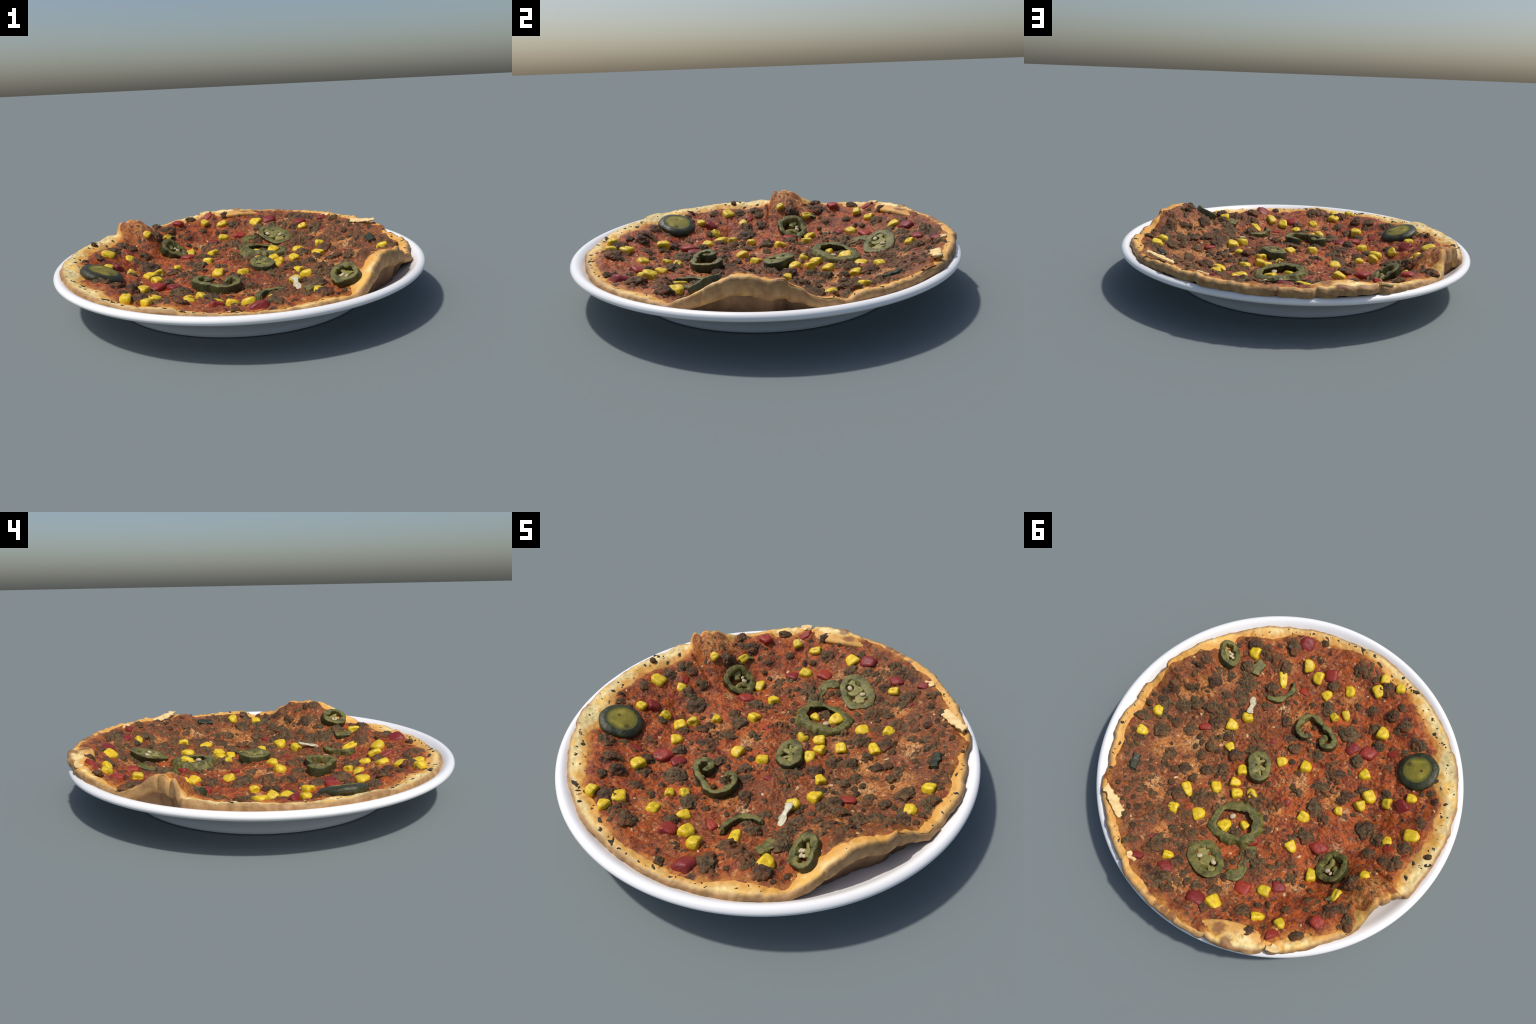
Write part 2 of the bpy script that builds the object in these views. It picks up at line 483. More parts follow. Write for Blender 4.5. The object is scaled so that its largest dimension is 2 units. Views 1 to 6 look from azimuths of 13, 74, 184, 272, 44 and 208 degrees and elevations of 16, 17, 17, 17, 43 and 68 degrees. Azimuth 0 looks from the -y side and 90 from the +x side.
WHITE = porcelain()
DOUGH, UNDER, SAUCE = dough_top(), dough_under(), sauce()
CORN_M, PEPPER_M, MEAT_M, CHAR_M, BED_M = corn_skin(), pepper_skin(), meat(False), meat(True), meat(False, False)
SKIN = green("jalapeno_skin", (.026, .031, .011), (.066, .070, .021), .42)
FLESH = green("jalapeno_flesh", (.062, .064, .016), (.195, .174, .044), .5)
PITH = green("jalapeno_pith", (.17, .16, .035), (.30, .26, .080), .5)
DARK = green("dark_pepper_skin", (.018, .023, .012), (.036, .042, .018), .36, .3)
PICKLE_SKIN = green("pickle_skin", (.020, .023, .010), (.046, .048, .018), .40, .35)
PICKLE = pickle_flesh()
SEED = plain("pale_seed", (.52, .40, .22), (.68, .58, .38), .4)
CHEESE = plain("cheese_shred", (.46, .22, .08), (.64, .45, .22), .4, 60)
HERB = plain("dried_herb", (.022, .026, .014), (.060, .034, .020), .8)
PALE = plain("peeled_dough", (.68, .44, .16), (.82, .62, .30), .7, 30)
ONION = plain("white_onion", (.44, .40, .26), (.66, .60, .42), .4, 50)

# ---------------------------------------------------------------- plate
seg = 320
profile = [(.0, .012), (.60, .012), (.650, .008), (.668, .0015), (.676, .0), (.686, .0), (.692, .006), (.697, .022), (.704, .038), (.722, .060), (.741, .078), (.757, .0865), (.80, .1035), (.86, .1305), (.92, .154), (.955, .169),
           (.972, .176), (.985, .180), (.994, .186), (.999, .192), (1.0, .198), (.998, .205), (.992, .211), (.984, .2155), (.975, .217), (.966, .215), (.955, .2085), (.943, .197), (.930, .183), (.912, .168), (.885, .153),
           (.85, .137), (.79, .118), (.72, .097), (.65, .071), (.58, .050), (.50, .038), (.40, .034), (.2, .033), (.0, .033)]
th = np.linspace(0, TAU, seg, endpoint=False)
pr = np.array(profile)
pr[0, 0] = pr[-1, 0] = .0005
P = np.stack([pr[:, :1] * np.cos(th), pr[:, :1] * np.sin(th), np.repeat(pr[:, 1:], seg, 1)], -1)
plate = add("plate", rings("plate", P, cap=(True, True)), None, [WHITE])
plate["label"] = "round white glazed porcelain plate with rounded rim"
plate["category"] = "dinner plate"

# ---------------------------------------------------------------- pizza
pizza = bpy.data.objects.new("pizza", None)
scene.collection.objects.link(pizza)
pizza["label"] = "baked pizza with mince, sweetcorn, jalapeno and red pepper"
pizza["category"] = "pizza"


def covered(x, y):
    """how far inside the sauce's wavy border a point lies"""
    r = np.hypot(x, y)
    deg = np.degrees(np.arctan2(y, x))
    return rim_radius(deg) - around(BARE_WIDTH, deg) - r + .016 * fbm(x * 13, y * 13, 0, 31, 3)


# crust: upper side, rolled outer side and underside in one closed skin
cols = 1320
deg = np.arange(cols) * 360.0 / cols
ca, sa = np.cos(np.radians(deg)), np.sin(np.radians(deg))
R = rim_radius(deg)
bulge = around([(0, .050), (60, .048), (120, .046), (146, .056), (151, .075), (158, .078), (162, .054), (230, .046), (300, .042), (317, .044), (323, .060), (330, .082), (345, .086), (352, .072), (357, .050)], deg)
bulge = bulge + .004 * noise(ca * 9, sa * 9, 0, 41)
lifted = around([(0, 0), (60, 0), (140, 0), (148, 1), (160, 1), (165, 0), (230, 0), (316, 0), (322, 1), (350, 1), (357, 0)], deg)
lip = .024
rows, slot = [], []


def row(r, z, s):
    rows.append(np.stack([r * ca, r * sa, z], -1))
    slot.append(s)


for q in np.concatenate([np.linspace(.002, .70, 24), np.linspace(.70, 1.0, 60)[1:]]):
    r = q * (R - lip)
    x, y = r * ca, r * sa
    z = top(x, y) - .009 * smooth(.0, .025, covered(x, y)) + .0022 * noise(x * 55, y * 55, 0, 51)
    row(r, z, 0)
zt = rows[-1][:, 2]
zin = np.maximum(zt - bulge, np.interp(R - lip, *np.array(DISH).T) + .002)
for k in range(1, 17):
    a = np.pi * k / 17
    # rounder above, squarer below, with shallow baking wrinkles
    w = .0028 * noise(ca * 22, sa * 22, a * 1.6, 43) * np.sin(a) + .0016 * noise(ca * 60, sa * 60, a * 3, 44) * np.sin(a)
    reach = lip * np.sin(a) ** .7 + w
    half = (zt - zin) / 2
    row(R - lip + reach, (zt + zin) / 2 + half * np.sign(np.cos(a)) * abs(np.cos(a)) ** .85, 0)
row(R - lip, zin, 0)
for q in np.concatenate([np.linspace(1.0, .70, 22)[1:], np.linspace(.70, .002, 10)[1:]]):
    r = q * (R - lip)
    x, y = r * ca, r * sa
    t = bulge + (.046 - bulge) * smooth(1.0, .8, q) + lifted * .30 * smooth(1.0, .965, q)
    z = np.maximum(top(x, y) - t, np.interp(r, *np.array(DISH).T) + .002)
    row(r, z, 1)
# the upper grid must run outwards anticlockwise for outward normals
crust = add("crust", rings("crust", np.array(rows)[::-1], cap=(True, True), slots=slot[::-1]), pizza, [DOUGH, UNDER])

# toppings: x, y, half length, half width, turn in degrees (metres)
CORN = [
    (.511, -.557, .037, .038, -172), (.289, -.513, .058, .026, 122), (.196, -.663, .035, .039, -149), (.116, -.629, .036, .038, -172), (.015, -.568, .035, .028, -116), (-.096, -.643, .030, .034, -149),
    (-.236, -.796, .033, .026, 117), (-.241, -.714, .040, .039, -127), (-.345, -.779, .029, .029, -160), (-.088, -.465, .029, .024, 147), (-.145, -.508, .037, .022, 132), (-.385, -.498, .037, .036, 178),
    (-.406, -.232, .035, .029, -128), (-.493, -.136, .042, .034, 147), (-.473, -.065, .034, .029, 137), (-.593, -.147, .030, .030, -170), (-.697, -.217, .031, .026, -165), (-.789, -.021, .046, .036, -165),
    (-.691, .053, .033, .026, 117), (-.675, .303, .026, .025, -180), (-.435, .407, .036, .035, -159), (-.598, .455, .040, .023, -91), (-.262, .335, .038, .029, 150), (-.238, .156, .036, .032, 180),
    (-.382, .026, .025, .025, -149), (.028, -.065, .034, .028, -138), (-.104, -.105, .035, .032, -170), (.193, .095, .038, .028, 127), (.185, .177, .035, .024, -165), (.145, .228, .036, .028, -143),
    (.075, .188, .033, .028, 131), (.263, .257, .037, .029, 132), (.392, .349, .047, .026, 143), (.392, .482, .034, .030, -169), (.261, .433, .039, .035, -133), (.104, .416, .041, .033, -107),
    (.016, .362, .030, .020, 161), (.249, .722, .034, .021, -159), (-.088, .806, .048, .035, 158), (-.263, .616, .039, .030, -169), (-.309, .753, .040, .022, -141), (-.425, .727, .030, .025, 151),
    (.783, .057, .031, .032, -160), (.775, .208, .035, .028, -170), (.385, -.106, .038, .032, -171), (.343, -.197, .035, .030, -137), (.323, .013, .034, .024, 150),
]
RED_PEPPER = [
    (.275, -.771, .049, .053, -172), (.050, -.678, .040, .042, -160), (.142, -.518, .035, .022, 167), (-.276, -.338, .043, .033, -112), (-.365, -.363, .048, .046, -171), (-.498, -.427, .043, .026, -149),
    (.163, -.130, .046, .027, -165), (.227, .080, .038, .013, -96), (-.671, -.159, .040, .037, 136), (-.691, -.019, .035, .026, -119), (-.714, .097, .034, .029, 137), (-.392, .261, .042, .040, 164),
    (-.065, .403, .044, .031, 127), (.221, .782, .037, .032, 153), (.003, .833, .050, .039, -169), (-.164, .662, .045, .038, -179), (-.320, .558, .041, .029, -159), (-.578, .628, .036, .036, 171),
    (-.416, .792, .038, .024, -130), (.368, .677, .033, .019, -133), (.370, .806, .030, .022, -169), (-.093, .131, .047, .024, 180), (-.067, .185, .027, .014, -149), (-.587, -.513, .020, .015, -160),
    (.511, -.021, .042, .023, -149),
]
MEAT_LEFT = [
    (.691, -.318, .029, .034, -149), (.533, -.601, .038, .039, -148), (.452, -.606, .036, .046, -149), (.331, -.714, .042, .050, -148), (.182, -.833, .023, .022, -148), (.598, -.256, .039, .042, -149),
    (.501, -.453, .041, .041, -149), (.388, -.587, .030, .059, -149), (.316, -.590, .037, .039, -149), (.547, -.342, .030, .031, -149), (.455, -.284, .038, .047, -149), (.445, -.362, .040, .036, -149),
    (.320, -.438, .037, .041, -149), (.773, -.100, .034, .022, -149), (.536, -.134, .049, .036, -149), (.288, -.323, .033, .029, -149), (.134, -.298, .035, .035, -149), (.058, -.464, .026, .024, -149),
    (.013, -.629, .036, .035, -149), (-.090, -.783, .039, .043, -149), (-.129, -.784, .028, .041, -149), (-.278, -.746, .038, .048, -149), (-.190, -.764, .023, .029, -149), (-.026, -.494, .043, .043, -149),
    (-.265, -.601, .034, .035, -149), (-.387, -.611, .036, .034, -149), (-.475, -.579, .038, .031, -149), (-.574, -.523, .041, .030, -149), (-.610, -.524, .030, .027, -149), (-.397, -.423, .033, .036, -149),
    (-.331, -.285, .037, .042, -149), (-.212, -.415, .053, .045, -149), (-.318, -.505, .024, .033, -149), (.066, -.203, .043, .029, -149), (.010, -.169, .040, .032, -149), (-.124, -.200, .030, .038, -149),
    (-.207, -.170, .025, .037, -149), (-.274, -.156, .061, .029, -149), (-.228, -.044, .047, .033, -149), (-.260, .081, .041, .046, -149), (.191, -.056, .051, .030, -149), (.276, .040, .041, .042, -149),
    (.432, .064, .028, .032, -149), (.447, .129, .030, .030, -149), (.709, .142, .041, .043, -149), (.770, .256, .033, .025, -149), (.773, .326, .019, .021, -149), (.586, .222, .031, .033, -149),
    (.693, -.051, .043, .032, -149), (.788, -.014, .033, .028, -149), (.598, .497, .047, .028, -149), (.532, .485, .033, .025, -149), (.640, .548, .027, .023, -149), (.423, .401, .041, .047, -149),
    (.299, .375, .049, .035, -149), (.314, .470, .034, .028, -149), (.392, .544, .032, .037, -149), (.252, .590, .038, .021, -149), (.227, .561, .036, .036, -149), (.336, .709, .039, .034, -149),
    (.449, .759, .026, .023, -149), (.190, .726, .034, .030, -149), (-.104, .324, .029, .026, -149), (-.302, .247, .042, .035, -149), (-.157, .497, .049, .030, -149), (-.193, .567, .045, .027, -149),
    (-.204, .426, .014, .017, -149),
]
MEAT_RIGHT = [
    (-.068, .188, .030, .025, -149), (.058, .225, .039, .024, -149), (-.378, -.078, .035, .027, -149), (-.444, -.155, .030, .029, -149), (-.567, -.192, .031, .024, -149), (-.539, -.449, .029, .027, -149),
    (-.565, .041, .056, .052, -149), (-.639, .043, .034, .055, -149), (-.635, .162, .035, .026, -149), (-.780, .059, .044, .033, -149), (-.726, .171, .039, .028, -149), (-.784, .149, .034, .041, -149),
    (-.803, -.103, .028, .035, -149), (-.630, .361, .042, .041, -149), (-.616, .539, .046, .034, -149), (-.655, .483, .028, .044, -149), (-.708, .550, .024, .041, -149), (-.521, .738, .035, .024, -149),
    (-.309, .840, .033, .025, -149), (-.057, .743, .032, .023, -149), (-.058, .857, .026, .024, -149), (-.230, .768, .047, .032, -149), (.037, .776, .037, .020, -149), (.608, .463, .026, .021, -149),
    (-.003, .706, .031, .025, -149), (-.019, .598, .025, .026, -149), (.217, .827, .028, .025, -149), (.132, .766, .031, .025, -149), (-.087, .492, .026, .030, -149), (-.774, -.282, .024, .024, -149),
    (-.813, -.252, .019, .019, -149), (-.908, .051, .019, .015, -149), (.034, .423, .030, .027, -149), (.197, .363, .024, .021, -149), (.480, .251, .034, .029, -149), (.396, .278, .032, .029, -149),
    (.295, .138, .027, .026, -149), (.367, .200, .031, .029, -149), (.375, -.039, .028, .023, -149), (.585, .043, .035, .034, -149), (.663, .046, .028, .028, -149), (.760, .068, .025, .023, -149),
    (.455, -.140, .032, .030, -149), (.626, -.099, .032, .028, -149), (.452, .574, .032, .024, -149), (.471, .627, .025, .020, -149), (.482, .689, .028, .021, -149), (.326, .582, .030, .024, -149),
    (-.266, .442, .026, .022, -149), (-.305, .432, .032, .025, -149), (-.440, .305, .026, .024, -149), (-.415, .647, .028, .024, -149), (-.015, -.278, .025, .023, -149), (-.506, -.322, .022, .021, -149),
    (-.372, -.034, .027, .026, -149), (-.180, -.587, .026, .026, -149), (-.403, -.678, .021, .022, -149), (.089, .784, .027, .022, -149), (.141, .869, .026, .022, -149), (.165, .506, .029, .023, -149),
    (-.139, .046, .020, .019, -149), (-.328, .107, .030, .025, -149), (-.339, .490, .029, .026, -149), (-.484, .546, .025, .021, -149), (.513, -.234, .032, .029, -149), (.704, -.154, .028, .024, -149),
    (.478, -.073, .035, .031, -149), (.831, .141, .031, .027, -149),
]

skirts = [(x, y, max(a, b)) for x, y, a, b, _ in MEAT_LEFT + MEAT_RIGHT] + [(x, y, .7 * max(a, b)) for x, y, a, b, _ in CORN] + [(x, y, .8 * a) for x, y, a, b, _ in RED_PEPPER]

# loose mince everywhere between the large lumps
extra = []
taken = [(x, y, max(a, b)) for x, y, a, b, _ in MEAT_LEFT + MEAT_RIGHT + CORN + RED_PEPPER] + [(-.656, -.383, .12), (.628, -.448, .09), (.06, .39, .15), (.08, .63, .11), (-.516, .322, .09), (.12, .03, .09)]
tries = 0
while len(extra) < 120 and tries < 6000:
    tries += 1
    a, r = rng.random() * TAU, math.sqrt(rng.random()) * .88
    x, y = r * math.cos(a), r * math.sin(a)
    if float(covered(x, y)) < .03 or rng.random() > .55 + .45 * math.tanh(2.2 * (x + .3 * y)):
        continue
    s = rng.uniform(.013, .024)
    if all(math.hypot(x - p, y - q) > t + s * .6 for p, q, t in taken):
        extra.append((x, y, s, s * rng.uniform(.7, 1.0), rng.uniform(0, 360)))
        taken.append((x, y, s))
skirts += [(x, y, s) for x, y, s, _, _ in extra]


def sauce_top(x, y):
    z = top(x, y)
    c = covered(x, y)
    z = z + .012 * smooth(-.012, .040, c) - .006 + .007 * noise(x * 11, y * 11, 0, 64) * smooth(.0, .08, c)
    lump = .0075 * fbm(x * 19, y * 19, 0, 61, 3) + .0050 * np.abs(noise(x * 41, y * 41, 0, 62)) + .0026 * noise(x * 90, y * 90, 0, 63)
    return z + lump * smooth(.0, .05, c)


rows = []
cols_s = 1000
deg = np.arange(cols_s) * 360.0 / cols_s
ca, sa = np.cos(np.radians(deg)), np.sin(np.radians(deg))
Rs = rim_radius(deg) - around(BARE_WIDTH, deg) + .030
for q in np.linspace(.002, 1.0, 210):
    r = q * np.minimum(Rs, rim_radius(deg) - .012)
    rows.append(np.stack([r * ca, r * sa, sauce_top(r * ca, r * sa)], -1))
S = np.array(rows)
for x, y, s in skirts:
    d2 = (S[..., 0] - x) ** 2 + (S[..., 1] - y) ** 2
    near = d2 < (3 * s) ** 2
    S[..., 2][near] += .34 * s * np.exp(-d2[near] / (1.05 * s) ** 2)
Z_SAUCE = S[..., 2].copy()
add("tomato_sauce", rings("tomato_sauce", S[::-1], cap=(False, True)), pizza, [SAUCE])


# mince crumbled between the lumps: a bed that only shows where its grains rise out of the sauce
B = S.copy()
xb, yb = B[..., 0], B[..., 1]
grain = .55 * fbm(xb * 17, yb * 17, 0, 91, 2) + .45 * np.abs(fbm(xb * 34, yb * 34, 0, 92, 3)) * 1.6 + .25 * noise(xb * 75, yb * 75, 0, 93) - .60 + .07 * np.tanh(2.5 * (xb + .35 * yb))
apron = np.zeros_like(xb)
for x, y, a, b, _ in MEAT_LEFT + MEAT_RIGHT:
    s = max(a, b)
    d2 = (xb - x) ** 2 + (yb - y) ** 2
    near = d2 < (3 * s) ** 2
    apron[near] = np.maximum(apron[near], .56 * np.exp(-d2[near] / (1.5 * s) ** 2))
B[..., 2] = Z_SAUCE + np.clip((grain + apron) * .034, -.006, .020) * smooth(.0, .03, covered(xb, yb)) - .001
bed = add("mince_bed", rings("mince_bed", B[::-1], cap=(False, True)), pizza, [BED_M])
bed["kind"] = "stuff"


# ---------------------------------------------------------------- topping shapes
def sphere_points(n):
    bm_me = bpy.data.meshes.new("tmp")
    import bmesh

    bm = bmesh.new()
    bmesh.ops.create_icosphere(bm, subdivisions=n, radius=1.0)
    v = np.array([p.co[:] for p in bm.verts])
    f = [[q.index for q in p.verts] for p in bm.faces]
    bm.free()
    bpy.data.meshes.remove(bm_me)
    return v, f


BALL4, BALL3, BALL2 = sphere_points(5), sphere_points(4), sphere_points(3)


def superball(v, e):
    p = np.sign(v) * np.abs(v) ** e
    k = (np.abs(v) ** (2 / e)).sum(1) ** (-e / 2)
    return v * k[:, None]


def meat_mesh(seed, ball):
    v, f = ball
    x, y, z = v.T
    o = seed * 7.7
    d = 1 + .34 * fbm(x * 1.25 + o, y * 1.25, z * 1.25, seed, 2) + .16 * fbm(x * 3.1 + o, y * 3.1, z * 3.1, seed + 50, 3) - .10 * np.abs(noise(x * 4.6 + o, y * 4.6, z * 4.6, seed + 90))
    return build("meat_crumb", v * d[:, None], f)


def corn_mesh(seed):
    v, f = BALL3
    rr = np.random.RandomState(seed)
    p = superball(v, .55)
    x, y, z = p.T.copy()
    t = rr.uniform(.10, .36)
    y = y * (1 - t * x)
    z = z * (1 - t * .5 * x)
    # flat, slightly dimpled crown and a narrow, torn tip
    x = np.where(x < 0, x + .20 * np.exp(-(y**2 + z**2) / .3), x)
    tip = smooth(.55, 1.0, x)
    y, z = y * (1 - .35 * tip), z * (1 - .25 * tip)
    z = z - .16 * np.exp(-((x - .1) ** 2) / .3 - y**2 / .12) * (z > 0) * rr.uniform(0, 1)
    q = np.stack([x, y, z], -1)
    d = 1 + .07 * fbm(q[:, 0] * 1.6 + seed * 3, q[:, 1] * 1.6, q[:, 2] * 1.6, seed, 2)
    return build("corn_kernel", q * d[:, None], f)


def pepper_mesh(seed):
    v, f = BALL3
    p = superball(v, .42)
    x, y, z = p.T.copy()
    k = np.random.RandomState(seed).uniform(-.35, .35, 3)
    x, y = x + k[0] * y, y * (1 + k[1] * x)
    z = z - .30 * (x**2 + y**2) * .5 + .15 * k[2] * x
    q = np.stack([x, y, z], -1)
    d = 1 + .09 * fbm(q[:, 0] * 1.4 + seed * 5, q[:, 1] * 1.4, q[:, 2] * 1.4, seed, 2)
    return build("red_pepper_piece", q * d[:, None], f)


def scatter(name, mesh, x, y, z, size, rot, up, roll=0.0, pitch=0.0, parent=pizza):
    ob = bpy.data.objects.new(name, mesh)
    scene.collection.objects.link(ob)
    ob.parent = parent
    ob.matrix_world = frame(x, y, z, rot, up, roll, pitch) @ Matrix.Diagonal((*size, 1))
    return ob


def with_material(me, mat):
    me.materials.append(mat)
    return me


corn_shapes = [with_material(corn_mesh(s), CORN_M) for s in range(8)]
for k, (x, y, a, b, d) in enumerate(CORN):
    h = .025 * (1 if min(a, b) > .026 else .85)
    scatter("corn_kernel", corn_shapes[k % 8], x, y, float(top(x, y)) + .012, (a * .93, b * .95, h), math.radians(d) + (math.pi if k % 3 == 0 else 0), normal_at(x, y), rng.uniform(-.35, .35), rng.uniform(-.25, .25))

pepper_shapes = [with_material(pepper_mesh(s), PEPPER_M) for s in range(7)]
for k, (x, y, a, b, d) in enumerate(RED_PEPPER):
    h = .6 * min(a, b)
    scatter("red_pepper_piece", pepper_shapes[k % 7], x, y, float(top(x, y)) + .25 * h + .004, (a * .9, b * .9, h), math.radians(d), normal_at(x, y), rng.uniform(-.25, .25), rng.uniform(-.3, .3))

meat_shapes = [with_material(meat_mesh(s, BALL4), CHAR_M if s % 4 == 1 else MEAT_M) for s in range(12)]
crumb_shapes = [with_material(meat_mesh(s + 20, BALL3), CHAR_M if s % 4 == 1 else MEAT_M) for s in range(8)]
for k, (x, y, a, b, d) in enumerate(MEAT_LEFT + MEAT_RIGHT):
    h = rng.uniform(.62, .86) * min(a, b)
    scatter("meat_crumb", meat_shapes[(k * 5) % 12], x, y, float(top(x, y)) + .30 * h + .002, (a * 1.05, b * 1.05, h), math.radians(d), normal_at(x, y), rng.uniform(-.2, .2), rng.uniform(-.2, .2))
for k, (x, y, a, b, d) in enumerate(extra):
    scatter("meat_crumb", crumb_shapes[k % 8], x, y, float(top(x, y)) + .45 * b, (a, b, .85 * b), math.radians(d), normal_at(x, y))


# ---------------------------------------------------------------- peppers cut in rings and strips
def spline(pts, n, closed):
    pts = np.asarray(pts, float)
    m = len(pts)
    t = np.linspace(0, m if closed else m - 1, n, endpoint=not closed)
    i = np.floor(t).astype(int)
    if not closed:
        i = np.minimum(i, m - 2)
    f = (t - i)[:, None]
    g = (lambda k: pts[k % m]) if closed else (lambda k: pts[np.clip(k, 0, m - 1)])
    p0, p1, p2, p3 = g(i - 1), g(i), g(i + 1), g(i + 2)
    return .5 * (2 * p1 + (p2 - p0) * f + (2 * p0 - 5 * p1 + 4 * p2 - p3) * f**2 + (3 * p1 - p0 - 3 * p2 + p3) * f**3)


def strip_mesh(name, path, wall, height, closed, seed, skin_left=False, flare=0.0, n=110, ragged=.25):
    """a wall of pepper flesh that follows a path; skin on one side, flesh on the others"""
    c = spline(path, n, closed)
    d = np.roll(c, -1, 0) - np.roll(c, 1, 0)
    if not closed:
        d[0], d[-1] = c[1] - c[0], c[-1] - c[-2]
    d /= np.linalg.norm(d, axis=1)[:, None] + 1e-9
    nrm = np.stack([-d[:, 1], d[:, 0]], -1)  # left of travel
    if not skin_left:
        nrm = -nrm
    k = 20
    a = np.arange(k) * TAU / k
    u = np.sign(np.cos(a)) * np.abs(np.cos(a)) ** .32
    w = np.sign(np.sin(a)) * np.abs(np.sin(a)) ** .32
    s = np.concatenate([[0], np.cumsum(np.linalg.norm(np.diff(c, axis=0), axis=1))]) * 24.0
    vary = 1 + ragged * noise(s * 1.1, seed, 0, seed)[:, None] + .3 * ragged * noise(s * 3.7, seed, 0, seed + 8)[:, None]
    hv = 1 + .16 * noise(s * .7, seed + 4.0, 0, seed + 1)[:, None]
    taper = 1.0
    if not closed:
        e = np.linspace(0, 1, n)
        taper = np.clip(np.minimum(e, 1 - e) / .05, .25, 1)[:, None] ** .5
    inner = np.where(u[None] < 0, 1 + .45 * noise(s[:, None] * 2.3, w[None] * 1.1, 0, seed + 2), 1.0)
    off = u[None] * wall * vary * taper * inner + flare * w[None] * height
    P = np.concatenate([c[:, None] + nrm[:, None] * off[..., None], (w[None] * height * .5 * hv * taper)[..., None]], -1)
    P = P + .0016 * np.stack([noise(P[..., 0] * 60, P[..., 1] * 60, P[..., 2] * 60 + q * 9, seed + q) for q in range(3)], -1)
    if not skin_left:
        P = P[:, ::-1]
        uu = u[::-1]
    else:
        uu = u
    me = rings(name, P, True, closed, (not closed, not closed))
    skin = [1 if (uu[j] + uu[(j + 1) % k]) / 2 > .90 else 0 for j in range(k)] * (n if closed else n - 1)
    skin += [0] * (len(me.polygons) - len(skin))
    me.polygons.foreach_set("material_index", skin)
    return me


def blob(name, verts_ball, size, seed, rough=.15):
    v, f = verts_ball
    d = 1 + rough * fbm(v[:, 0] * 1.7 + seed, v[:, 1] * 1.7, v[:, 2] * 1.7, seed, 2)
    return build(name, v * d[:, None] * np.array(size), f)


def ellipse(a, b, n=14, seed=0, wob=.08):
    r = np.random.RandomState(seed)
    t = np.arange(n) * TAU / n
    k = 1 + wob * r.uniform(-1, 1, n)
    return np.stack([a * k * np.cos(t), b * k * np.sin(t)], -1)


def lean(base, dx, dy):
    return (base + Vector((dx, dy, 0))).normalized()


seed_shape = with_material(blob("pepper_seed", BALL2, (1, 1, 1), 3), SEED)


def ring_piece(name, x, y, z, a, b, rot, up, wall, height, seed, partitions=(), seeds=(), skin=SKIN, flesh=FLESH, flare=0.0, wob=.08):
    ob = add(name, strip_mesh(name, ellipse(a - wall, b - wall, 14, seed, wob), wall, height, True, seed, skin_left=False, flare=flare), pizza, [flesh, skin])
    ob.matrix_world = frame(x, y, z, rot, up)
    for k, (path, w, h) in enumerate(partitions):
        p = add("pepper_membrane", strip_mesh("pepper_membrane", path, w, h, False, seed + 30 + k, n=40, ragged=.5), ob, [PITH, PITH])
        p.matrix_world = ob.matrix_world @ Matrix.Translation((0, 0, -.004))
    for k, (sx, sy, sz, r) in enumerate(seeds):
        s = scatter("pepper_seed", seed_shape, 0, 0, 0, (1, 1, 1), 0, Vector((0, 0, 1)), parent=ob)
        s.matrix_world = ob.matrix_world @ Matrix.Translation((sx, sy, sz)) @ Matrix.Rotation(k * 1.3, 4, "Z") @ Matrix.Diagonal((r * 1.3, r, r * .7, 1))
    return ob


r149 = math.radians(-149)
# beside the lifted front lip
ring_piece("jalapeno_ring", .622, -.440, float(top(.622, -.44)) + .014, .068, .088, r149, lean(normal_at(.62, -.44), .06, -.05), .0165, .062, 3,
           [([(-.035, .04), (-.012, .012), (.0, -.05)], .010, .036)], [(.012, -.01, .012, .010), (.022, .008, .010, .009), (.006, .016, .010, .009), (.026, -.016, .012, .009)])
# in front of the side fold
ring_piece("jalapeno_ring", -.516, .326, float(top(-.516, .326)) + .020, .088, .086, r149, lean(normal_at(-.516, .326), .20, -.08), .0165, .060, 5,
           [([(-.06, .0), (-.018, .012), (.005, .055)], .012, .042), ([(.02, -.06), (.022, -.02), (.012, .0)], .011, .04)], [(-.028, -.012, .014, .012), (-.012, -.030, .01, .009)], flare=.10)
# thick slice in the middle with torn seed chambers
ring_piece("jalapeno_slice", .118, .036, float(top(.118, .036)) + .024, .068, .090, r149, Vector((-.05, -.10, 1)).normalized(), .019, .052, 7,
           [([(-.05, .03), (-.01, .022), (.035, .04)], .015, .046), ([(-.045, -.03), (.0, -.012), (.04, -.035)], .016, .046), ([(-.012, .06), (-.006, .0), (.0, -.065)], .013, .044)], (), wob=.10)
# broad short tube, its skin turned to the back
ring_piece("jalapeno_slice", .078, .636, float(top(.078, .636)) + .012, .118, .078, math.radians(-28), lean(normal_at(.07, .64), .16, -.04), .020, .056, 9,
           [([(-.085, .0), (-.02, .014), (.075, -.012)], .020, .048), ([(-.02, -.05), (.0, .0), (-.015, .05)], .016, .046), ([(.04, -.045), (.045, .0), (.05, .045)], .012, .044)], [(-.04, -.022, .022, .013), (.03, .02, .022, .012)], flare=.22, wob=.10)
